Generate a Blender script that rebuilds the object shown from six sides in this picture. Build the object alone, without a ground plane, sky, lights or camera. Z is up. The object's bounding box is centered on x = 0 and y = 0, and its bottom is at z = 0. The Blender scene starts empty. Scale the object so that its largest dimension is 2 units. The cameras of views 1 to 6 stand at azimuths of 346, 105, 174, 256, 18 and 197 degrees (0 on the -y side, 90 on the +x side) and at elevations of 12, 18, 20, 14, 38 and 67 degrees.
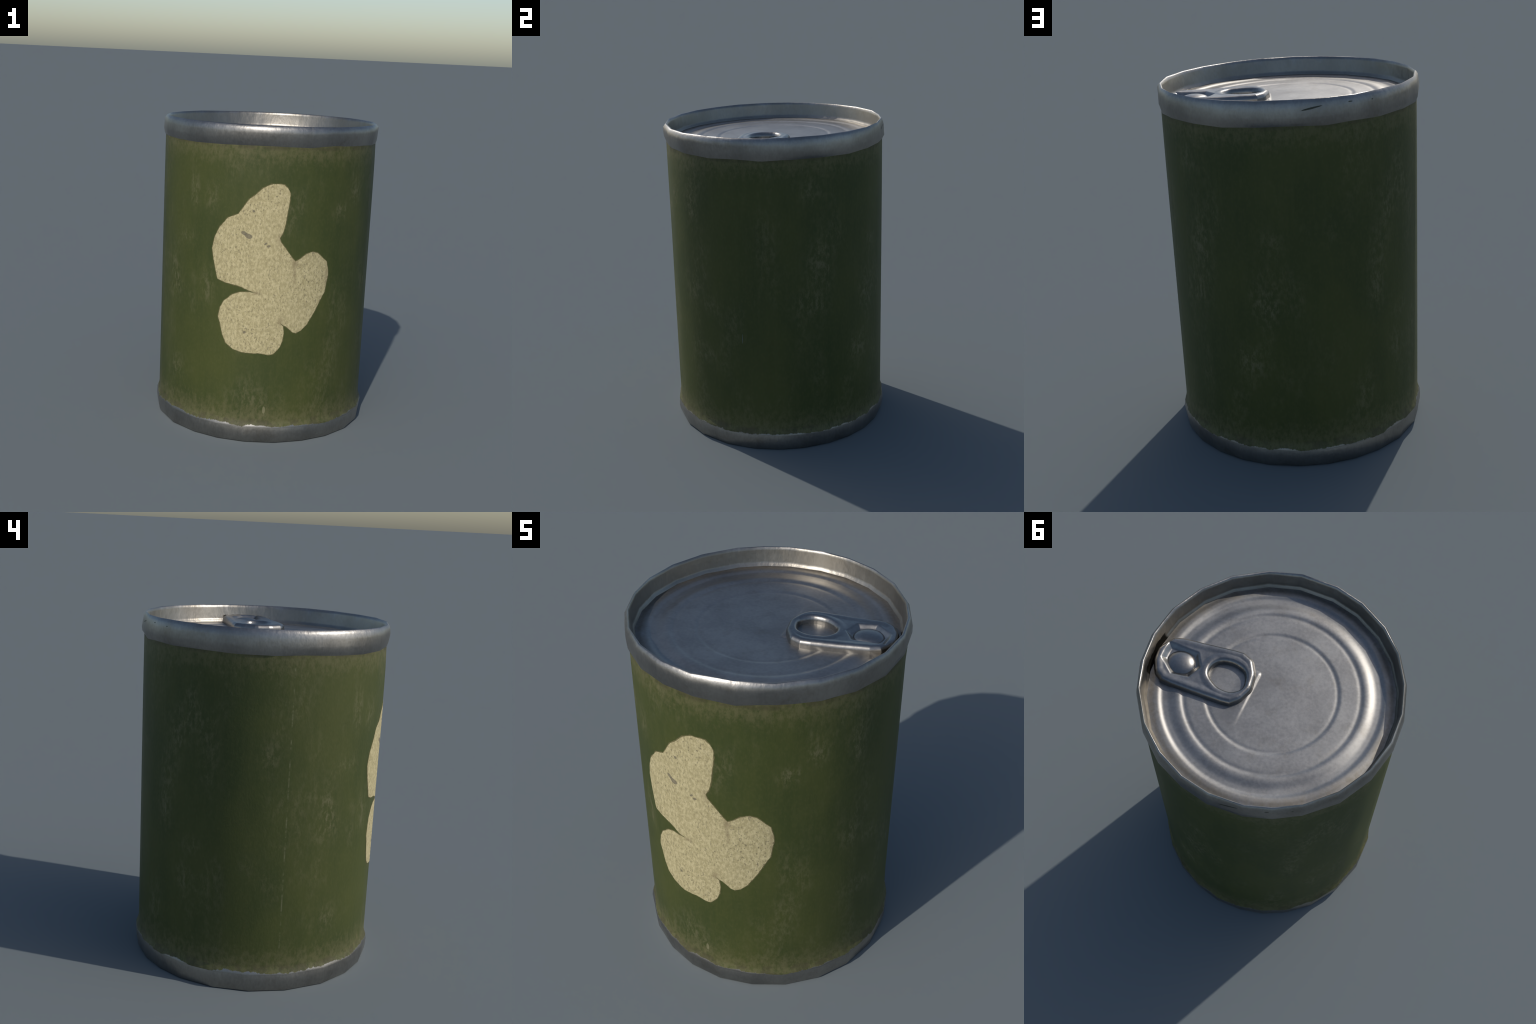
# Old tin can: olive paper label with a torn pale patch, seamed metal rims,
# stamped lid and a pull tab.  Units: metres, z up, base on z = 0.
import bpy, bmesh, math, random
from mathutils import Vector, noise
from mathutils.geometry import delaunay_2d_cdt

rnd = random.Random(7)
TAU = 2 * math.pi

# ------------------------------------------------------------------ helpers
def link(obj, parent):
    bpy.context.scene.collection.objects.link(obj)
    obj.parent = parent
    return obj

def mesh_object(name, verts, faces, mat, parent, smooth=True, sharp=None):
    me = bpy.data.meshes.new(name)
    me.from_pydata([tuple(v) for v in verts], [], faces)
    me.validate()
    bm = bmesh.new(); bm.from_mesh(me)
    bmesh.ops.recalc_face_normals(bm, faces=bm.faces)
    bm.to_mesh(me); bm.free()
    me.materials.append(mat)
    if smooth:
        me.shade_smooth()
        if sharp:
            me.set_sharp_from_angle(angle=math.radians(sharp))
    return link(bpy.data.objects.new(name, me), parent)

def smoothstep(a, b, x):
    t = max(0.0, min(1.0, (x - a) / (b - a)))
    return t * t * (3 - 2 * t)

# ------------------------------------------------------------ node utilities
class Nodes:
    def __init__(self, name):
        self.mat = bpy.data.materials.new(name)
        self.mat.use_nodes = True
        self.t = self.mat.node_tree
        self.bsdf = self.t.nodes["Principled BSDF"]
        self.co = self.add("ShaderNodeTexCoord").outputs["Object"]
        self._sep = None
    def add(self, kind, **kw):
        n = self.t.nodes.new(kind)
        for k, v in kw.items():
            setattr(n, k, v)
        return n
    def put(self, sock, v):
        if hasattr(v, "links") or isinstance(v, bpy.types.NodeSocket):
            self.t.links.new(v, sock)
        else:
            sock.default_value = v
    def math(self, op, a, b=0.0, c=0.0, clamp=False):
        n = self.add("ShaderNodeMath", operation=op, use_clamp=clamp)
        for i, v in enumerate((a, b, c)):
            self.put(n.inputs[i], v)
        return n.outputs[0]
    def xyz(self):
        if not self._sep:
            self._sep = self.add("ShaderNodeSeparateXYZ")
            self.put(self._sep.inputs[0], self.co)
        return self._sep.outputs
    def angle(self):                       # degrees, 0..360
        s = self.xyz()
        a = self.math("ARCTAN2", s[1], s[0])
        a = self.math("MULTIPLY", a, 180 / math.pi)
        return self.math("FLOORED_MODULO", a, 360.0)
    def radius(self):
        s = self.xyz()
        return self.math("SQRT", self.math("ADD", self.math("MULTIPLY", s[0], s[0]),
                                           self.math("MULTIPLY", s[1], s[1])))
    def noise(self, scale, detail=4, rough=0.6, stretch=(1, 1, 1), shift=(0, 0, 0)):
        m = self.add("ShaderNodeMapping")
        m.inputs["Scale"].default_value = stretch
        m.inputs["Location"].default_value = shift
        self.put(m.inputs[0], self.co)
        n = self.add("ShaderNodeTexNoise")
        n.inputs["Scale"].default_value = scale
        n.inputs["Detail"].default_value = detail
        n.inputs["Roughness"].default_value = rough
        self.put(n.inputs["Vector"], m.outputs[0])
        return n.outputs[0]
    def step(self, x, a, b):               # smooth 0..1 between a and b
        n = self.add("ShaderNodeMapRange", interpolation_type="SMOOTHSTEP")
        self.put(n.inputs["Value"], x)
        self.put(n.inputs["From Min"], a)
        self.put(n.inputs["From Max"], b)
        return n.outputs[0]
    def mix(self, f, a, b):
        n = self.add("ShaderNodeMix", data_type="RGBA")
        self.put(n.inputs["Factor"], f)
        self.put(n.inputs[6], a if not isinstance(a, tuple) else (*a, 1))
        self.put(n.inputs[7], b if not isinstance(b, tuple) else (*b, 1))
        return n.outputs[2]
    def mixf(self, f, a, b):
        n = self.add("ShaderNodeMix", data_type="FLOAT")
        self.put(n.inputs["Factor"], f)
        self.put(n.inputs[2], a); self.put(n.inputs[3], b)
        return n.outputs[0]
    def bump(self, h, strength, dist):
        n = self.add("ShaderNodeBump")
        self.put(n.inputs["Strength"], strength)
        self.put(n.inputs["Distance"], dist)
        self.put(n.inputs["Height"], h)
        self.put(self.bsdf.inputs["Normal"], n.outputs[0])
    def spot(self, ang, z, sa, sz, tilt=0.0):
        """1 inside an ellipse at (angle, height) on the can wall."""
        da = self.math("MULTIPLY", self.math("SUBTRACT", self.angle(), ang), math.pi / 180 * 0.69)
        dz = self.math("SUBTRACT", self.xyz()[2], z)
        c, s = math.cos(tilt), math.sin(tilt)
        p = self.math("ADD", self.math("MULTIPLY", da, c / sa), self.math("MULTIPLY", dz, s / sa))
        q = self.math("SUBTRACT", self.math("MULTIPLY", dz, c / sz), self.math("MULTIPLY", da, s / sz))
        d = self.math("ADD", self.math("MULTIPLY", p, p), self.math("MULTIPLY", q, q))
        d = self.math("ADD", d, self.math("MULTIPLY_ADD", self.noise(40, 2), 1.2, -0.6))
        return self.step(d, 1.15, 0.75)
    def finish(self, col, rough, metal=0.0, spec=0.5):
        b = self.bsdf.inputs
        self.put(b["Base Color"], col if not isinstance(col, tuple) else (*col, 1))
        self.put(b["Roughness"], rough)
        self.put(b["Metallic"], metal)
        self.put(b["Specular IOR Level"], spec)
        return self.mat

METAL_DARK = (0.238, 0.229, 0.215)
METAL_LIGHT = (0.350, 0.337, 0.314)

def worn_metal(name, streak, rough_lo, rough_hi, tint=(0.16, 0.13, 0.085), dirt_amount=0.3,
               chips=False, bump=0.1, lid=False, gain=1.0):
    n = Nodes(name)
    big = n.noise(3.5, 3, 0.55, streak)
    fine = n.noise(60, 4, 0.65, streak, (3, 1, 2))
    f = n.step(n.math("ADD", n.math("MULTIPLY", big, 0.65), n.math("MULTIPLY", fine, 0.35)), 0.30, 0.70)
    col = n.mix(f, tuple(c * gain for c in METAL_DARK), tuple(c * gain for c in METAL_LIGHT))
    dirt = n.step(n.noise(9, 6, 0.7, (1, 1, 1), (7, 7, 1)), 0.50, 0.75)
    col = n.mix(n.math("MULTIPLY", dirt, dirt_amount), col, tint)
    rough = n.mixf(fine, rough_lo, rough_hi)
    metal = 1.0
    r = n.radius()
    if lid:                                # brown grime settled in the outer channel
        ch = n.math("MULTIPLY", n.step(r, 0.575, 0.64), n.step(n.noise(7, 4, 0.7), 0.25, 0.7))
        col = n.mix(n.math("MULTIPLY", ch, 0.6), col, (0.17, 0.135, 0.085))
        rough = n.mixf(ch, rough, 0.6)
    if chips:                              # slivers where olive paint shows, outer face only
        m = n.spot(91.5, 1.955, 0.052, 0.0045, 0.17)
        m = n.math("MAXIMUM", m, n.spot(107.5, 1.968, 0.012, 0.0025))
        m = n.math("MAXIMUM", m, n.spot(118.0, 1.962, 0.006, 0.003))
        m = n.math("MULTIPLY", m, n.step(r, 0.684, 0.689))
        col = n.mix(m, col, (0.03, 0.032, 0.018))
        metal = n.math("SUBTRACT", 1.0, m)
        # warm film on the inner wall of the rim
        inner = n.math("MULTIPLY", n.step(r, 0.682, 0.674), n.step(n.xyz()[2], 1.0, 1.1))
        col = n.mix(n.math("MULTIPLY", inner, 0.45), col, (0.27, 0.235, 0.18))
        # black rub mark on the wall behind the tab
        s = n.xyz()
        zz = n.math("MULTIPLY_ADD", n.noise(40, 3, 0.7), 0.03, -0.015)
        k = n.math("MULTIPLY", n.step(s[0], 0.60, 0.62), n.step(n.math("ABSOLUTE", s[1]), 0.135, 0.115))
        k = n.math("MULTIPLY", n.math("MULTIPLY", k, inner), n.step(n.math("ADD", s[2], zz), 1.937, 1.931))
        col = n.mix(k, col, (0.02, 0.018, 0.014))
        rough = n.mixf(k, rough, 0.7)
    h = n.math("ADD", n.math("MULTIPLY", n.noise(14, 3, 0.5, streak), 0.8), n.math("MULTIPLY", fine, 0.08))
    n.bump(h, bump, 0.02)
    return n.finish(col, rough, metal)

# pale rubbed drifts on the label: (direction, height, half width, half height)
DRIFTS = [(215, 1.57, .035, .10), (226, 1.54, .05, .09), (209, 1.28, .07, .05), (296, 1.47, .05, .05),
          (225, 0.97, .05, .10), (200, 1.08, .05, .12), (134, 1.58, .05, .12), (120, 1.17, .06, .16),
          (135, 0.80, .06, .05), (131, 0.61, .05, .08), (201, 0.94, .07, .09), (204, 0.40, .07, .08),
          (171, 1.34, .05, .09), (126, 1.40, .05, .15), (119, 0.95, .05, .12), (72, 1.28, .06, .07),
          (64, 0.61, .07, .09), (69, 0.94, .08, .07), (113, 0.40, .06, .12), (325, 1.55, .04, .10),
          (31, 1.67, .06, .07), (36, 1.22, .09, .15), (35, 0.96, .09, .08), (58, 0.61, .06, .08),
          (333, 0.60, .07, .06), (337, 0.93, .07, .05), (308, 1.58, .05, .06), (298, 1.48, .05, .04),
          (324, 1.00, .06, .08), (258, 0.20, .03, .06), (250, 0.30, .10, .12)]

def label_material():
    n = Nodes("olive_label")
    z = n.xyz()[2]
    a = n.angle()
    big = n.noise(2.6, 3, 0.55, (1, 1, 0.6))
    col = n.mix(n.step(big, 0.32, 0.68), (0.0430, 0.0585, 0.0120), (0.0640, 0.0755, 0.0155))
    # faint vertical brushing and fine paper mottling
    brush = n.noise(30, 3, 0.6, (1, 1, 0.06), (6, 1, 0))
    col = n.mix(n.math("MULTIPLY", n.step(brush, 0.42, 0.68), 0.20), col, (0.079, 0.085, 0.023))
    fibre = n.noise(70, 4, 0.7, (1, 1, 0.6))
    col = n.mix(n.math("MULTIPLY", n.step(fibre, 0.42, 0.72), 0.28), col, (0.098, 0.100, 0.032))
    # pale scuffs: placed drifts plus scattered ones, broken up by grain
    area = n.math("MULTIPLY", n.step(n.noise(4.2, 3, 0.6, (1, 1, 0.55), (2, 5, 1)), 0.46, 0.70), 0.55)
    for ang, h, sa, sz in DRIFTS:
        p = n.math("MULTIPLY_ADD", a, math.pi / 180 * 0.69 / sa, -math.radians(ang) * 0.69 / sa)
        q = n.math("MULTIPLY_ADD", z, 1 / sz, -h / sz)
        d = n.math("ADD", n.math("MULTIPLY", p, p), n.math("MULTIPLY", q, q))
        area = n.math("ADD", area, n.math("MULTIPLY", n.math("EXPONENT", n.math("MULTIPLY", d, -1.0)), 0.8))
    area = n.math("MINIMUM", area, 1.0)
    grain = n.step(n.noise(42, 5, 0.75, (1, 1, 0.5), (1, 0, 4)), 0.42, 0.66)
    scuff = n.math("MULTIPLY", area, grain)
    col = n.mix(n.math("MULTIPLY", scuff, 0.60), col, (0.182, 0.164, 0.088))
    # rubbed, brownish paper edge at the top and bottom
    e0 = n.step(z, 0.42, 0.12)
    e1 = n.step(z, 1.62, 1.88)
    edge = n.math("MAXIMUM", e0, e1)
    gr2 = n.math("ADD", n.math("MULTIPLY", n.noise(42, 5, 0.75, (1, 1, 0.6), (9, 2, 4)), 0.75), n.math("MULTIPLY", edge, 0.25))
    rub = n.math("MULTIPLY", edge, n.step(gr2, 0.46, 0.70))
    col = n.mix(n.math("MULTIPLY", rub, 0.46), col, (0.180, 0.155, 0.078))
    # top rim's undershadow painted as a broken dark line; similar line above the bead
    rim_dark = n.math("MULTIPLY", n.step(z, 1.845, 1.868), n.step(n.noise(12, 4, 0.7), 0.38, 0.55))
    rim_dark = n.math("MAXIMUM", rim_dark, n.math("MULTIPLY", n.step(z, 0.165, 0.135), n.step(n.noise(12, 4, 0.7, (1, 1, 1), (5, 5, 5)), 0.45, 0.60)))
    col = n.mix(n.math("MULTIPLY", rim_dark, 0.5), col, (0.050, 0.042, 0.020))
    # seam of the wrapped label: a broken pale line
    seam = n.step(n.math("ABSOLUTE", n.math("SUBTRACT", a, 179.8)), 0.42, 0.12)
    gap = n.step(n.noise(7, 4, 0.8, (0.02, 0.02, 1)), 0.47, 0.60)
    col = n.mix(n.math("MULTIPLY", n.math("MULTIPLY", seam, gap), 0.5), col, (0.20, 0.19, 0.11))
    # one long scratch and a worn chip
    col = n.mix(n.spot(355.4, 0.747, 0.0016, 0.033), col, (0.17, 0.18, 0.18))
    chip = n.math("MULTIPLY", n.spot(258.5, 0.215, 0.009, 0.024), 0.75)
    col = n.mix(n.math("MULTIPLY", chip, 0.8), col, (0.25, 0.23, 0.13))
    # ragged lower edge where the bare metal bead shows
    rag = n.math("MULTIPLY_ADD", n.noise(4, 2, 0.6, (1, 1, 0.2)), 0.06, -0.022)
    rag = n.math("ADD", rag, n.math("MULTIPLY_ADD", n.noise(30, 4, 0.8, (1, 1, 0.1)), 0.034, -0.012))
    bare = n.step(n.math("ADD", z, rag), 0.124, 0.119)
    mcol = n.mix(fibre, METAL_DARK, METAL_LIGHT)
    col = n.mix(bare, col, mcol)
    n.bump(n.math("ADD", fibre, n.math("MULTIPLY", scuff, 0.3)), 0.10, 0.01)
    return n.finish(col, n.mixf(bare, 0.60, 0.42), bare, 0.4)

def card_material():
    n = Nodes("bare_pulp_card")
    f = n.noise(75, 4, 0.7, (1, 1, 0.6))
    col = n.mix(n.step(f, 0.36, 0.66), (0.405, 0.343, 0.182), (0.585, 0.505, 0.290))
    big = n.step(n.noise(5, 2, 0.5, (1, 1, 1), (1, 2, 3)), 0.30, 0.62)
    sp = n.step(n.noise(120, 3, 0.6, (1, 1, 0.6), (4, 4, 4)), 0.55, 0.68)
    col = n.mix(n.math("MULTIPLY", n.math("MULTIPLY", sp, n.mixf(big, 0.35, 1.0)), 0.75), col, (0.14, 0.12, 0.075))
    # soft brown smudges in the tear's corners; shadow line painted beside the right lobe
    for ang, z, sa, sz in ((262.6, 1.315, .022, .035), (271.0, 1.165, .022, .03), (271.0, 1.10, .010, .07),
                           (264.8, 0.79, .020, .03), (252.0, 0.972, .03, .012), (289.5, 1.08, .012, .09)):
        p = n.math("MULTIPLY_ADD", n.angle(), math.pi / 180 * 0.69 / sa, -math.radians(ang) * 0.69 / sa)
        q = n.math("MULTIPLY_ADD", n.xyz()[2], 1 / sz, -z / sz)
        d = n.math("ADD", n.math("MULTIPLY", p, p), n.math("MULTIPLY", q, q))
        g = n.math("EXPONENT", n.math("MULTIPLY", d, -1.0))
        col = n.mix(n.math("MULTIPLY", g, 0.42), col, (0.20, 0.150, 0.085))
    for ang, z, sa, sz, t in ((244.2, 1.343, 0.018, 0.012, -0.3), (246.5, 1.328, 0.026, 0.015, -0.35),
                              (248.6, 1.482, 0.009, 0.008, -0.6), (246.5, 0.719, 0.011, 0.008, 0.4),
                              (257.0, 1.27, 0.012, 0.007, 0.3), (255.5, 1.285, 0.012, 0.006, 0.6)):
        col = n.mix(n.math("MULTIPLY", n.spot(ang, z, sa, sz, t), 0.75), col, (0.15, 0.13, 0.095))
    n.bump(f, 0.2, 0.008)
    return n.finish(col, 0.85, 0.0, 0.25)

def fringe_material():
    n = Nodes("torn_paper_fringe")
    f = n.noise(45, 4, 0.7)
    return n.finish(n.mix(f, (0.085, 0.09, 0.03), (0.22, 0.18, 0.09)), 0.8, 0.0, 0.3)

M_RIM = worn_metal("rim_metal", (1.3, 1.3, 0.7), 0.36, 0.47, chips=True, bump=0.20, gain=1.10)
M_LID = worn_metal("lid_metal", (1, 1, 1), 0.40, 0.50, dirt_amount=0.25, bump=0.02, lid=True, gain=1.12)
M_TAB = worn_metal("tab_metal", (1, 1, 1), 0.28, 0.38, dirt_amount=0.2, bump=0.05)
M_LABEL = label_material()
M_CARD = card_material()
M_FRINGE = fringe_material()

# ------------------------------------------------------- the can, 24 facets
# The wall is a 24-sided drum whose corners wander a little, more so at the rims.
TOP_ANG = [8.5, 22, 39, 54.5, 69, 82.5, 98, 110, 122.5, 139, 155.5, 171,
           185.5, 200, 215, 229.5, 245, 259, 276, 291, 308, 323, 339, 354.5]
BOT_ANG = [13, 26, 40, 53, 66.5, 80, 93, 106, 119, 133, 150, 167,
           184, 203, 220, 234.5, 249.3, 264.7, 280, 295, 311.5, 327, 344.5, 360]
N = len(TOP_ANG)

def corner_angle(k, z):
    t = max(0.0, min(1.0, z / 2.0))
    w = 360 * (k // N)
    k %= N
    return math.radians(BOT_ANG[k] * (1 - t) + TOP_ANG[k] * t + w)

def ring(radius, z, wob=0.0, zwob=0.0, seed=0):
    g = random.Random(seed)
    out = []
    for k in range(N):
        a = corner_angle(k, z(k) if callable(z) else z)
        r = (radius(a) if callable(radius) else radius) + g.uniform(-wob, wob)
        zz = (z(k) if callable(z) else z) + g.uniform(-zwob, zwob)
        out.append(Vector((r * math.cos(a), r * math.sin(a), zz)))
    return out

def skin(rings, closed_loop=False):
    verts = [v for r in rings for v in r]
    n = len(rings[0])
    faces = []
    m = len(rings)
    for i in range(m if closed_loop else m - 1):
        for k in range(n):
            j = (k + 1) % n
            i2 = (i + 1) % m
            faces.append((i * n + k, i * n + j, i2 * n + j, i2 * n + k))
    return verts, faces

R_BODY = 0.6955

# broad dents and bulges of the wall: (direction, height, depth, angular width, half height)
DENTS = [(11, 1.0, -0.0060, 7, 3.0), (24, 1.0, -0.0060, 7, 3.0), (283, 1.30, -0.0060, 9, 0.35),
         (326, 1.65, 0.0055, 14, 0.45), (245, 1.60, 0.0040, 8, 0.50), (133, 0.30, -0.0040, 10, 0.4)]

def wall_dent(a, z):
    out = 0.0
    for ang, h, d, wa, wz in DENTS:
        da = (math.degrees(a) - ang + 180) % 360 - 180
        out += d * math.exp(-(da / wa) ** 2 - ((z - h) / wz) ** 2)
    return out * smoothstep(0.13, 0.25, z) * smoothstep(1.88, 1.80, z)

def body_radius(z):
    return R_BODY + 0.0150 * max(0.0, min(1.0, (0.150 - z) / 0.045)) ** 1.5 - 0.001 * smoothstep(1.5, 1.9, z)

def wall_point(angle, z, lift=0.0):
    """Point on the faceted wall at a given direction and height."""
    a = angle % TAU
    for k in range(-1, N + 1):
        a0 = corner_angle(k % N, z) + TAU * (k // N)
        a1 = corner_angle((k + 1) % N, z) + TAU * ((k + 1) // N)
        if a0 <= a <= a1:
            break
    r0, r1 = body_radius(z) + wall_dent(a0, z), body_radius(z) + wall_dent(a1, z)
    p0 = Vector((r0 * math.cos(a0), r0 * math.sin(a0)))
    p1 = Vector((r1 * math.cos(a1), r1 * math.sin(a1)))
    d = Vector((math.cos(a), math.sin(a)))
    e = p1 - p0
    den = d.x * e.y - d.y * e.x
    s = (p0.x * e.y - p0.y * e.x) / den
    return Vector((d.x * (s + lift), d.y * (s + lift), z))

can = bpy.data.objects.new("tin_can", None)
bpy.context.scene.collection.objects.link(can)
can["label"] = "weathered olive green tin can with torn label patch and pull tab lid"
can["category"] = "tin can"

# label-covered wall
zs = [0.100, 0.107, 0.114, 0.124, 0.136, 0.150, 0.2] + [0.2 + 1.66 * i / 16 for i in range(1, 17)] + [1.885]
v, f = skin([ring(lambda a, z=z: body_radius(z) + wall_dent(a, z), z) for z in zs])
label = mesh_object("label_wall", v, f, M_LABEL, can)

# top rim: flared outside, folded over, straight inner wall
def sunny(a):                              # the fold leans out on the -y side
    return max(0.0, math.cos(a - math.radians(292)))

def rim_profile(rows):
    rings = []
    for i, (dr, z, wob, zw, lean) in enumerate(rows):
        rings.append(ring(lambda a, dr=dr, lean=lean: dr + lean * sunny(a), z, wob, zw, 100 + i))
    return rings

rows = [(0.684, 1.850, 0.000, 0.000, 0.000),
        (0.697, 1.872, 0.001, 0.006, -0.004),
        (0.7055, 1.890, 0.003, 0.005, -0.008),
        (0.7075, 1.918, 0.0025, 0.003, -0.003),
        (0.7050, 1.952, 0.0025, 0.003, 0.004),
        (0.6995, 1.978, 0.0020, 0.002, 0.009),
        (0.6915, 1.9945, 0.0015, 0.001, 0.007),
        (0.6865, 1.9985, 0.0015, 0.001, 0.006),
        (0.6815, 1.9950, 0.0015, 0.001, 0.004),
        (0.6780, 1.9800, 0.001, 0.001, 0.002),
        (0.6710, 1.9180, 0.001, 0.001, 0.000),
        (0.6665, 1.9050, 0.001, 0.001, 0.000),
        (0.6580, 1.8985, 0.001, 0.001, 0.000),
        (0.6560, 1.8700, 0.000, 0.000, 0.000)]
v, f = skin(rim_profile(rows), closed_loop=True)
top_rim = mesh_object("top_rim", v, f, M_RIM, can, sharp=70)

# bottom rim: rolled bead and the recess under the can
rows = [(0.695, 0.100, 0.000, 0.000, 0.0),
        (0.7080, 0.105, 0.002, 0.002, 0.0),
        (0.7125, 0.080, 0.002, 0.003, 0.0),
        (0.7100, 0.045, 0.002, 0.003, 0.0),
        (0.7055, 0.018, 0.002, 0.002, 0.0),
        (0.6980, 0.002, 0.003, 0.000, 0.0),
        (0.6850, 0.000, 0.001, 0.000, 0.0),
        (0.6720, 0.006, 0.001, 0.000, 0.0),
        (0.6600, 0.050, 0.001, 0.000, 0.0),
        (0.6600, 0.085, 0.000, 0.000, 0.0)]
v, f = skin(rim_profile(rows), closed_loop=True)
bottom_rim = mesh_object("bottom_rim", v, f, M_RIM, can, sharp=40)

# recessed base panel
prof = [(0.0, 0.046), (0.30, 0.046), (0.42, 0.046), (0.44, 0.041), (0.52, 0.041), (0.54, 0.048), (0.664, 0.048)]
SEG = 96
verts = [Vector((0, 0, prof[0][1]))]
faces = []
for i, (r, z) in enumerate(prof[1:]):
    for k in range(SEG):
        a = TAU * k / SEG
        verts.append(Vector((r * math.cos(a), r * math.sin(a), z)))
for k in range(SEG):
    j = (k + 1) % SEG
    faces.append((0, 1 + k, 1 + j))
    for i in range(len(prof) - 2):
        b, c = 1 + i * SEG, 1 + (i + 1) * SEG
        faces.append((b + k, c + k, c + j, b + j))
base = mesh_object("base_panel", verts, faces, M_LID, can)

# ------------------------------------------------------------------ the lid
LID_Z = 1.8945
LID_STEPS = [(0.344, 0.368, 0.0026), (0.468, 0.494, 0.0032), (0.500, 0.556, -0.0075),
             (0.574, 0.606, 0.0072), (0.618, 0.650, -0.0040)]

CREASE_A, CREASE_B = Vector((0.100, -0.075)), Vector((0.130, 0.305))

def lid_height(x, y):
    r = math.hypot(x, y)
    z = LID_Z + sum(h * smoothstep(a, b, r) for a, b, h in LID_STEPS)
    z -= 0.0012 * math.exp(-((r - 0.347) / 0.010) ** 2)
    z -= 0.0014 * math.exp(-((r - 0.468) / 0.012) ** 2)
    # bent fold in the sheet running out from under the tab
    d = CREASE_B - CREASE_A
    t = ((x - CREASE_A.x) * d.x + (y - CREASE_A.y) * d.y) / d.length_squared
    s = ((x - CREASE_A.x) * d.y - (y - CREASE_A.y) * d.x) / d.length
    if -0.06 < t < 1.0:
        k = (1 - smoothstep(0.1, 1.0, t)) * smoothstep(-0.06, 0.0, t)
        z += 0.0055 * k * (smoothstep(-0.008, 0.002, s) * (1 - smoothstep(0.0, 0.10, s)))
    # shallow dents
    z += 0.0022 * noise.noise(Vector((x * 4.5, y * 4.5, 3.1))) * smoothstep(0.42, 0.55, r)
    z += 0.0006 * noise.noise(Vector((x * 6, y * 6, 9.7)))
    return z

SEG = 240
radii = [0.664 * i / 110 for i in range(1, 111)]
verts = [Vector((0, 0, lid_height(0, 0)))]
faces = []
for r in radii:
    for k in range(SEG):
        a = TAU * k / SEG
        x, y = r * math.cos(a), r * math.sin(a)
        verts.append(Vector((x, y, lid_height(x, y))))
for k in range(SEG):
    j = (k + 1) % SEG
    faces.append((0, 1 + k, 1 + j))
    for i in range(len(radii) - 1):
        b, c = 1 + i * SEG, 1 + (i + 1) * SEG
        faces.append((b + k, c + k, c + j, b + j))
lid = mesh_object("lid", verts, faces, M_LID, can)

# ------------------------------------------------------------- the pull tab
TAB_OUTLINE = [(0.652, 0.050), (0.655, -0.028), (0.590, -0.122), (0.218, -0.158), (0.150, -0.128),
               (0.108, -0.050), (0.100, 0.042), (0.134, 0.120), (0.188, 0.166), (0.562, 0.158), (0.618, 0.120)]
TAB_HOLE = [(0.309, -0.066), (0.229, -0.076), (0.160, -0.045), (0.139, 0.050),
            (0.195, 0.096), (0.275, 0.088), (0.343, 0.035), (0.345, -0.020)]
TAB_POCKET = [(0.608, -0.072), (0.444, -0.064), (0.402, 0.008), (0.440, 0.084), (0.530, 0.096), (0.612, 0.022)]

def cut_corners(poly, t):
    out = []
    for i in range(len(poly)):
        a, b = Vector(poly[i]), Vector(poly[(i + 1) % len(poly)])
        out += [tuple(a.lerp(b, t)), tuple(a.lerp(b, 1 - t))]
    return out

TAB_OUTLINE = cut_corners([(x + 0.002, y - 0.009) for x, y in TAB_OUTLINE], 0.12)
TAB_HOLE = cut_corners([(0.249 + 0.99 * (x - 0.243), 0.99 * (y - 0.008)) for x, y in TAB_HOLE], 0.22)
TAB_HOLE = cut_corners(TAB_HOLE, 0.25)
TAB_POCKET = [(x, y - 0.006) for x, y in TAB_POCKET]

def signed_distance(poly, x, y):
    """Positive inside the polygon."""
    best, inside = 1e9, False
    n = len(poly)
    for i in range(n):
        ax, ay = poly[i]; bx, by = poly[(i + 1) % n]
        ex, ey = bx - ax, by - ay
        t = max(0.0, min(1.0, ((x - ax) * ex + (y - ay) * ey) / (ex * ex + ey * ey)))
        best = min(best, math.hypot(x - ax - t * ex, y - ay - t * ey))
        if (ay > y) != (by > y) and x < ax + (y - ay) / (by - ay) * ex:
            inside = not inside
    return best if inside else -best

def quarter_round(d, w):
    t = max(0.0, min(1.0, d / w))
    return math.sqrt(max(0.0, 1 - (1 - t) ** 2))

def grow(poly, d):
    out, n = [], len(poly)
    for i in range(n):
        a, b, c = Vector(poly[i - 1]), Vector(poly[i]), Vector(poly[(i + 1) % n])
        t = (c - a)
        nrm = Vector((-t.y, t.x)).normalized()
        out.append(tuple(b + nrm * d))
    return out

def resample(poly, step):
    out, m = [], len(poly)
    for i in range(m):
        a, b = Vector(poly[i]), Vector(poly[(i + 1) % m])
        c = max(1, round((b - a).length / step))
        out += [tuple(a.lerp(b, q / c)) for q in range(c)]
    return out

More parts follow.
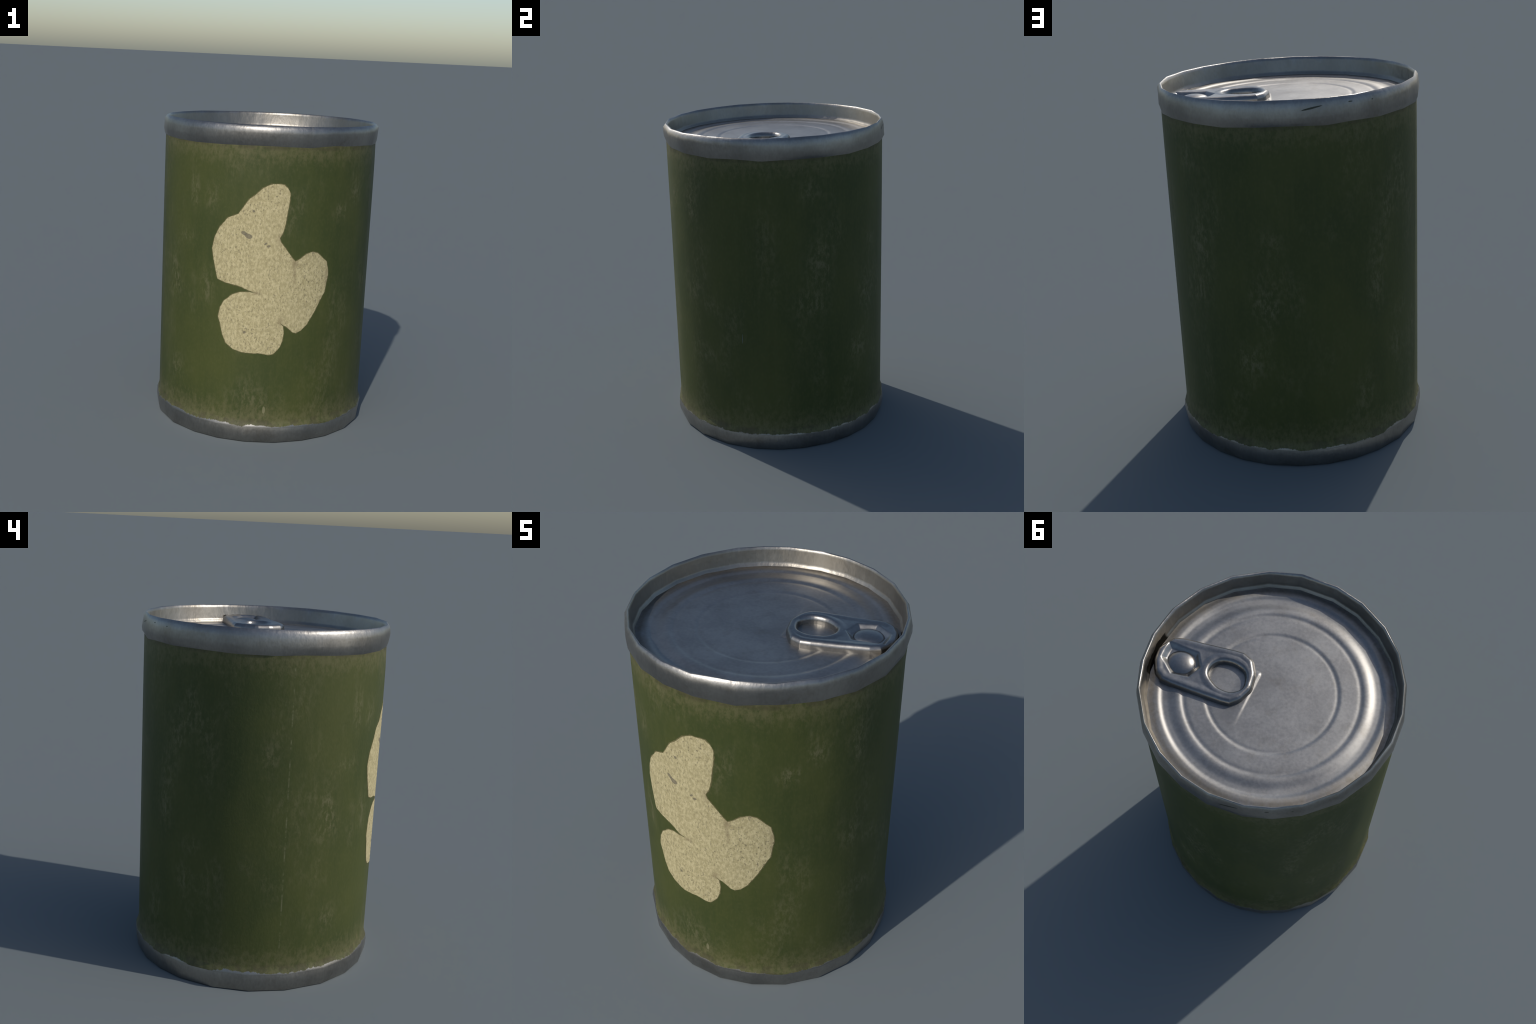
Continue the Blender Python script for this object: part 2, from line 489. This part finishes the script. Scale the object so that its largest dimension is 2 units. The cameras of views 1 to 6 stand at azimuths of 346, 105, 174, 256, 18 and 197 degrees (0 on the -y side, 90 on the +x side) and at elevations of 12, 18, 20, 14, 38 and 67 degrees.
def dense_fill(outline, holes, step, bands=()):
    """Triangulate an outline with holes on a fine grid; returns points and faces."""
    pts, edges = [], []
    def loop(poly, split=True):
        start = len(pts)
        m = len(poly)
        for i in range(m):
            a, b = Vector(poly[i]), Vector(poly[(i + 1) % m])
            c = max(1, round((b - a).length / step)) if split else 1
            for q in range(c):
                pts.append(a.lerp(b, q / c))
        for i in range(start, len(pts)):
            edges.append((i, i + 1 if i + 1 < len(pts) else start))
    loop(outline)
    for h in holes:
        loop(h)
    for poly in [outline] + list(holes):       # parallel rows along rounded borders
        turn = sum(poly[i - 1][0] * poly[i][1] - poly[i][0] * poly[i - 1][1] for i in range(len(poly)))
        side = (1 if turn > 0 else -1) * (1 if poly is outline else -1)
        fine = resample(poly, step)
        for d in bands:
            loop(grow(fine, side * d), split=False)
    clear = max(bands, default=0.0) + step * 0.6
    x0 = min(p[0] for p in outline); x1 = max(p[0] for p in outline)
    y0 = min(p[1] for p in outline); y1 = max(p[1] for p in outline)
    y, row = y0, 0
    while y < y1:
        x = x0 + (step / 2 if row % 2 else 0)
        while x < x1:
            if signed_distance(outline, x, y) > clear and all(signed_distance(h, x, y) < -clear for h in holes):
                pts.append(Vector((x, y)))
            x += step
        y += step * 0.87
        row += 1
    vo, eo, fo, *_ = delaunay_2d_cdt(pts, edges, [], 0, 1e-6)
    keep = []
    for tri in fo:
        c = sum((vo[i] for i in tri), Vector((0, 0))) / len(tri)
        if signed_distance(outline, c.x, c.y) > step * 0.02 and all(signed_distance(h, c.x, c.y) < -step * 0.02 for h in holes):
            keep.append(tuple(tri))
    return vo, keep

def add_skirt(verts, faces, drop):
    """Close the open borders with a strip moved by drop(vertex)."""
    count = {}
    for fc in faces:
        for i in range(len(fc)):
            a, b = fc[i], fc[(i + 1) % len(fc)]
            key = (min(a, b), max(a, b))
            count.setdefault(key, []).append((a, b))
    low = {}
    for key, uses in count.items():
        if len(uses) == 1:
            a, b = uses[0]
            for i in (a, b):
                if i not in low:
                    low[i] = len(verts)
                    verts.append(drop(verts[i]))
            faces.append((b, a, low[a], low[b]))
    return low

TAB_TOP = 1.936
TAB_H = 0.030
def tab_height(x, y):
    d_out = signed_distance(TAB_OUTLINE, x, y)
    d_hole = -signed_distance(TAB_HOLE, x, y)
    d_pock = signed_distance(TAB_POCKET, x, y)
    z = TAB_TOP - TAB_H + TAB_H * min(quarter_round(d_out, 0.024), quarter_round(d_hole, 0.022))
    # rolled bead round the border and the finger hole, sheet a little lower between
    web = smoothstep(0.028, 0.055, min(d_out, d_hole))
    z -= 0.003 * web
    z -= 0.022 * smoothstep(-0.010, 0.024, d_pock)
    z += 0.006 * smoothstep(0.35, 0.65, x)
    return z + 0.0008 * noise.noise(Vector((x * 22, y * 22, 1.7)))

vo, fo = dense_fill(TAB_OUTLINE, [TAB_HOLE], 0.0045, bands=(0.0006, 0.002, 0.0045, 0.008, 0.0125, 0.018))
verts = [Vector((p.x, p.y, tab_height(p.x, p.y))) for p in vo]
def tab_foot(q):
    """The side wall splays out a little towards the lid (inwards round the hole)."""
    c = Vector((0.249, 0.0)) if signed_distance(TAB_HOLE, q.x, q.y) > -0.01 else Vector((min(max(q.x, 0.25), 0.51), 0.005))
    d = (Vector((q.x, q.y)) - c).normalized() * (0.003 if signed_distance(TAB_HOLE, q.x, q.y) < -0.01 else -0.002)
    return Vector((q.x + d.x, q.y + d.y, 1.880))
add_skirt(verts, fo, tab_foot)
tab = mesh_object("pull_tab", verts, fo, M_TAB, can, sharp=50)

# dome rivet pressed up inside the pocket
verts, faces = [Vector((0.512, 0.006, 1.937))], []
for i in range(1, 11):
    t = i / 10
    for k in range(32):
        a = TAU * k / 32
        r = 0.080 * math.sin(t * math.pi / 2)
        verts.append(Vector((0.512 + r * math.cos(a), 0.006 + 0.92 * r * math.sin(a),
                             1.908 + 0.0290 * math.cos(t * math.pi / 2))))
for k in range(32):
    j = (k + 1) % 32
    faces.append((0, 1 + k, 1 + j))
    for i in range(9):
        b, c = 1 + i * 32, 1 + (i + 1) * 32
        faces.append((b + k, c + k, c + j, b + j))
link_rivet = mesh_object("rivet", verts, faces, M_TAB, tab)

# ------------------------------------------- torn patch: bare card on the wall
# Outline as (direction in degrees, height): an upper lobe, a head to the left,
# a lower lobe and a leaf-like lobe to the right.
PATCH = [(256.8, 1.649), (259.8, 1.653), (263.2, 1.649), (265.4, 1.627), (266.5, 1.600), (266.6, 1.563),
         (266.2, 1.518), (265.4, 1.459), (264.9, 1.410), (264.0, 1.361), (262.4, 1.323), (262.9, 1.301),
         (264.8, 1.271), (267.2, 1.234), (269.6, 1.196), (271.3, 1.177), (274.1, 1.195), (277.0, 1.225),
         (280.4, 1.235), (283.6, 1.225), (286.4, 1.196), (289.1, 1.169), (290.1, 1.124), (290.4, 1.076),
         (289.7, 1.038), (288.9, 0.977), (286.5, 0.925), (283.2, 0.850), (279.3, 0.779), (276.1, 0.738),
         (273.5, 0.720), (271.5, 0.728), (268.4, 0.761), (266.1, 0.777), (264.6, 0.787), (266.4, 0.765),
         (266.8, 0.718), (266.4, 0.671), (264.8, 0.627), (261.8, 0.588), (259.3, 0.581), (255.5, 0.588),
         (251.1, 0.587), (245.4, 0.589), (240.8, 0.601), (237.0, 0.634), (234.8, 0.689), (233.5, 0.754),
         (232.2, 0.802), (233.1, 0.859), (235.0, 0.905), (239.2, 0.950), (243.4, 0.971), (247.8, 0.977),
         (252.5, 0.972), (247.7, 0.988), (244.2, 1.005), (239.3, 1.016), (235.6, 1.022), (231.0, 1.040),
         (229.7, 1.093), (228.2, 1.160), (227.1, 1.227), (228.4, 1.298), (231.0, 1.362), (235.5, 1.429),
         (240.9, 1.457), (243.6, 1.505), (246.2, 1.551), (249.2, 1.580), (252.7, 1.623)]
R_FLAT = 0.69
flat = [(math.radians(a) * R_FLAT, z) for a, z in PATCH]

def rough_edge(poly, amount, seed):
    """Resample a loop finely and fray it with a little noise."""
    out, n = [], len(poly)
    for i in range(n):
        a, b = Vector(poly[i]), Vector(poly[(i + 1) % n])
        e = b - a
        c = max(1, round(e.length / 0.008))
        nrm = Vector((e.y, -e.x)).normalized()
        for q in range(c):
            p = a.lerp(b, q / c)
            w = noise.noise(Vector((p.x * 60, p.y * 60, seed))) + 0.6 * noise.noise(Vector((p.x * 170, p.y * 170, seed)))
            out.append(tuple(p - nrm * amount * w))
    return out

def wall_patch(name, poly, lift, mat, parent, step):
    vo, fo = dense_fill(poly, [], step)
    verts = [wall_point(p.x / R_FLAT, p.y, lift) for p in vo]
    add_skirt(verts, fo, lambda q: wall_point(math.atan2(q.y, q.x), q.z, -0.004))
    obj = mesh_object(name, verts, fo, mat, parent)
    me = obj.data
    me.normals_split_custom_set_from_vertices(
        [Vector((q.co.x, q.co.y, 0)).normalized() for q in me.vertices])
    return obj

patch = wall_patch("torn_patch", rough_edge(flat, 0.0022, 4.0), 0.0022, M_CARD, label, 0.014)
area2 = sum(flat[i - 1][0] * flat[i][1] - flat[i][0] * flat[i - 1][1] for i in range(len(flat)))
fringe = wall_patch("torn_fringe", rough_edge(grow(flat, 0.0045 if area2 < 0 else -0.0045), 0.0030, 9.0),
                    0.0012, M_FRINGE, label, 0.014)
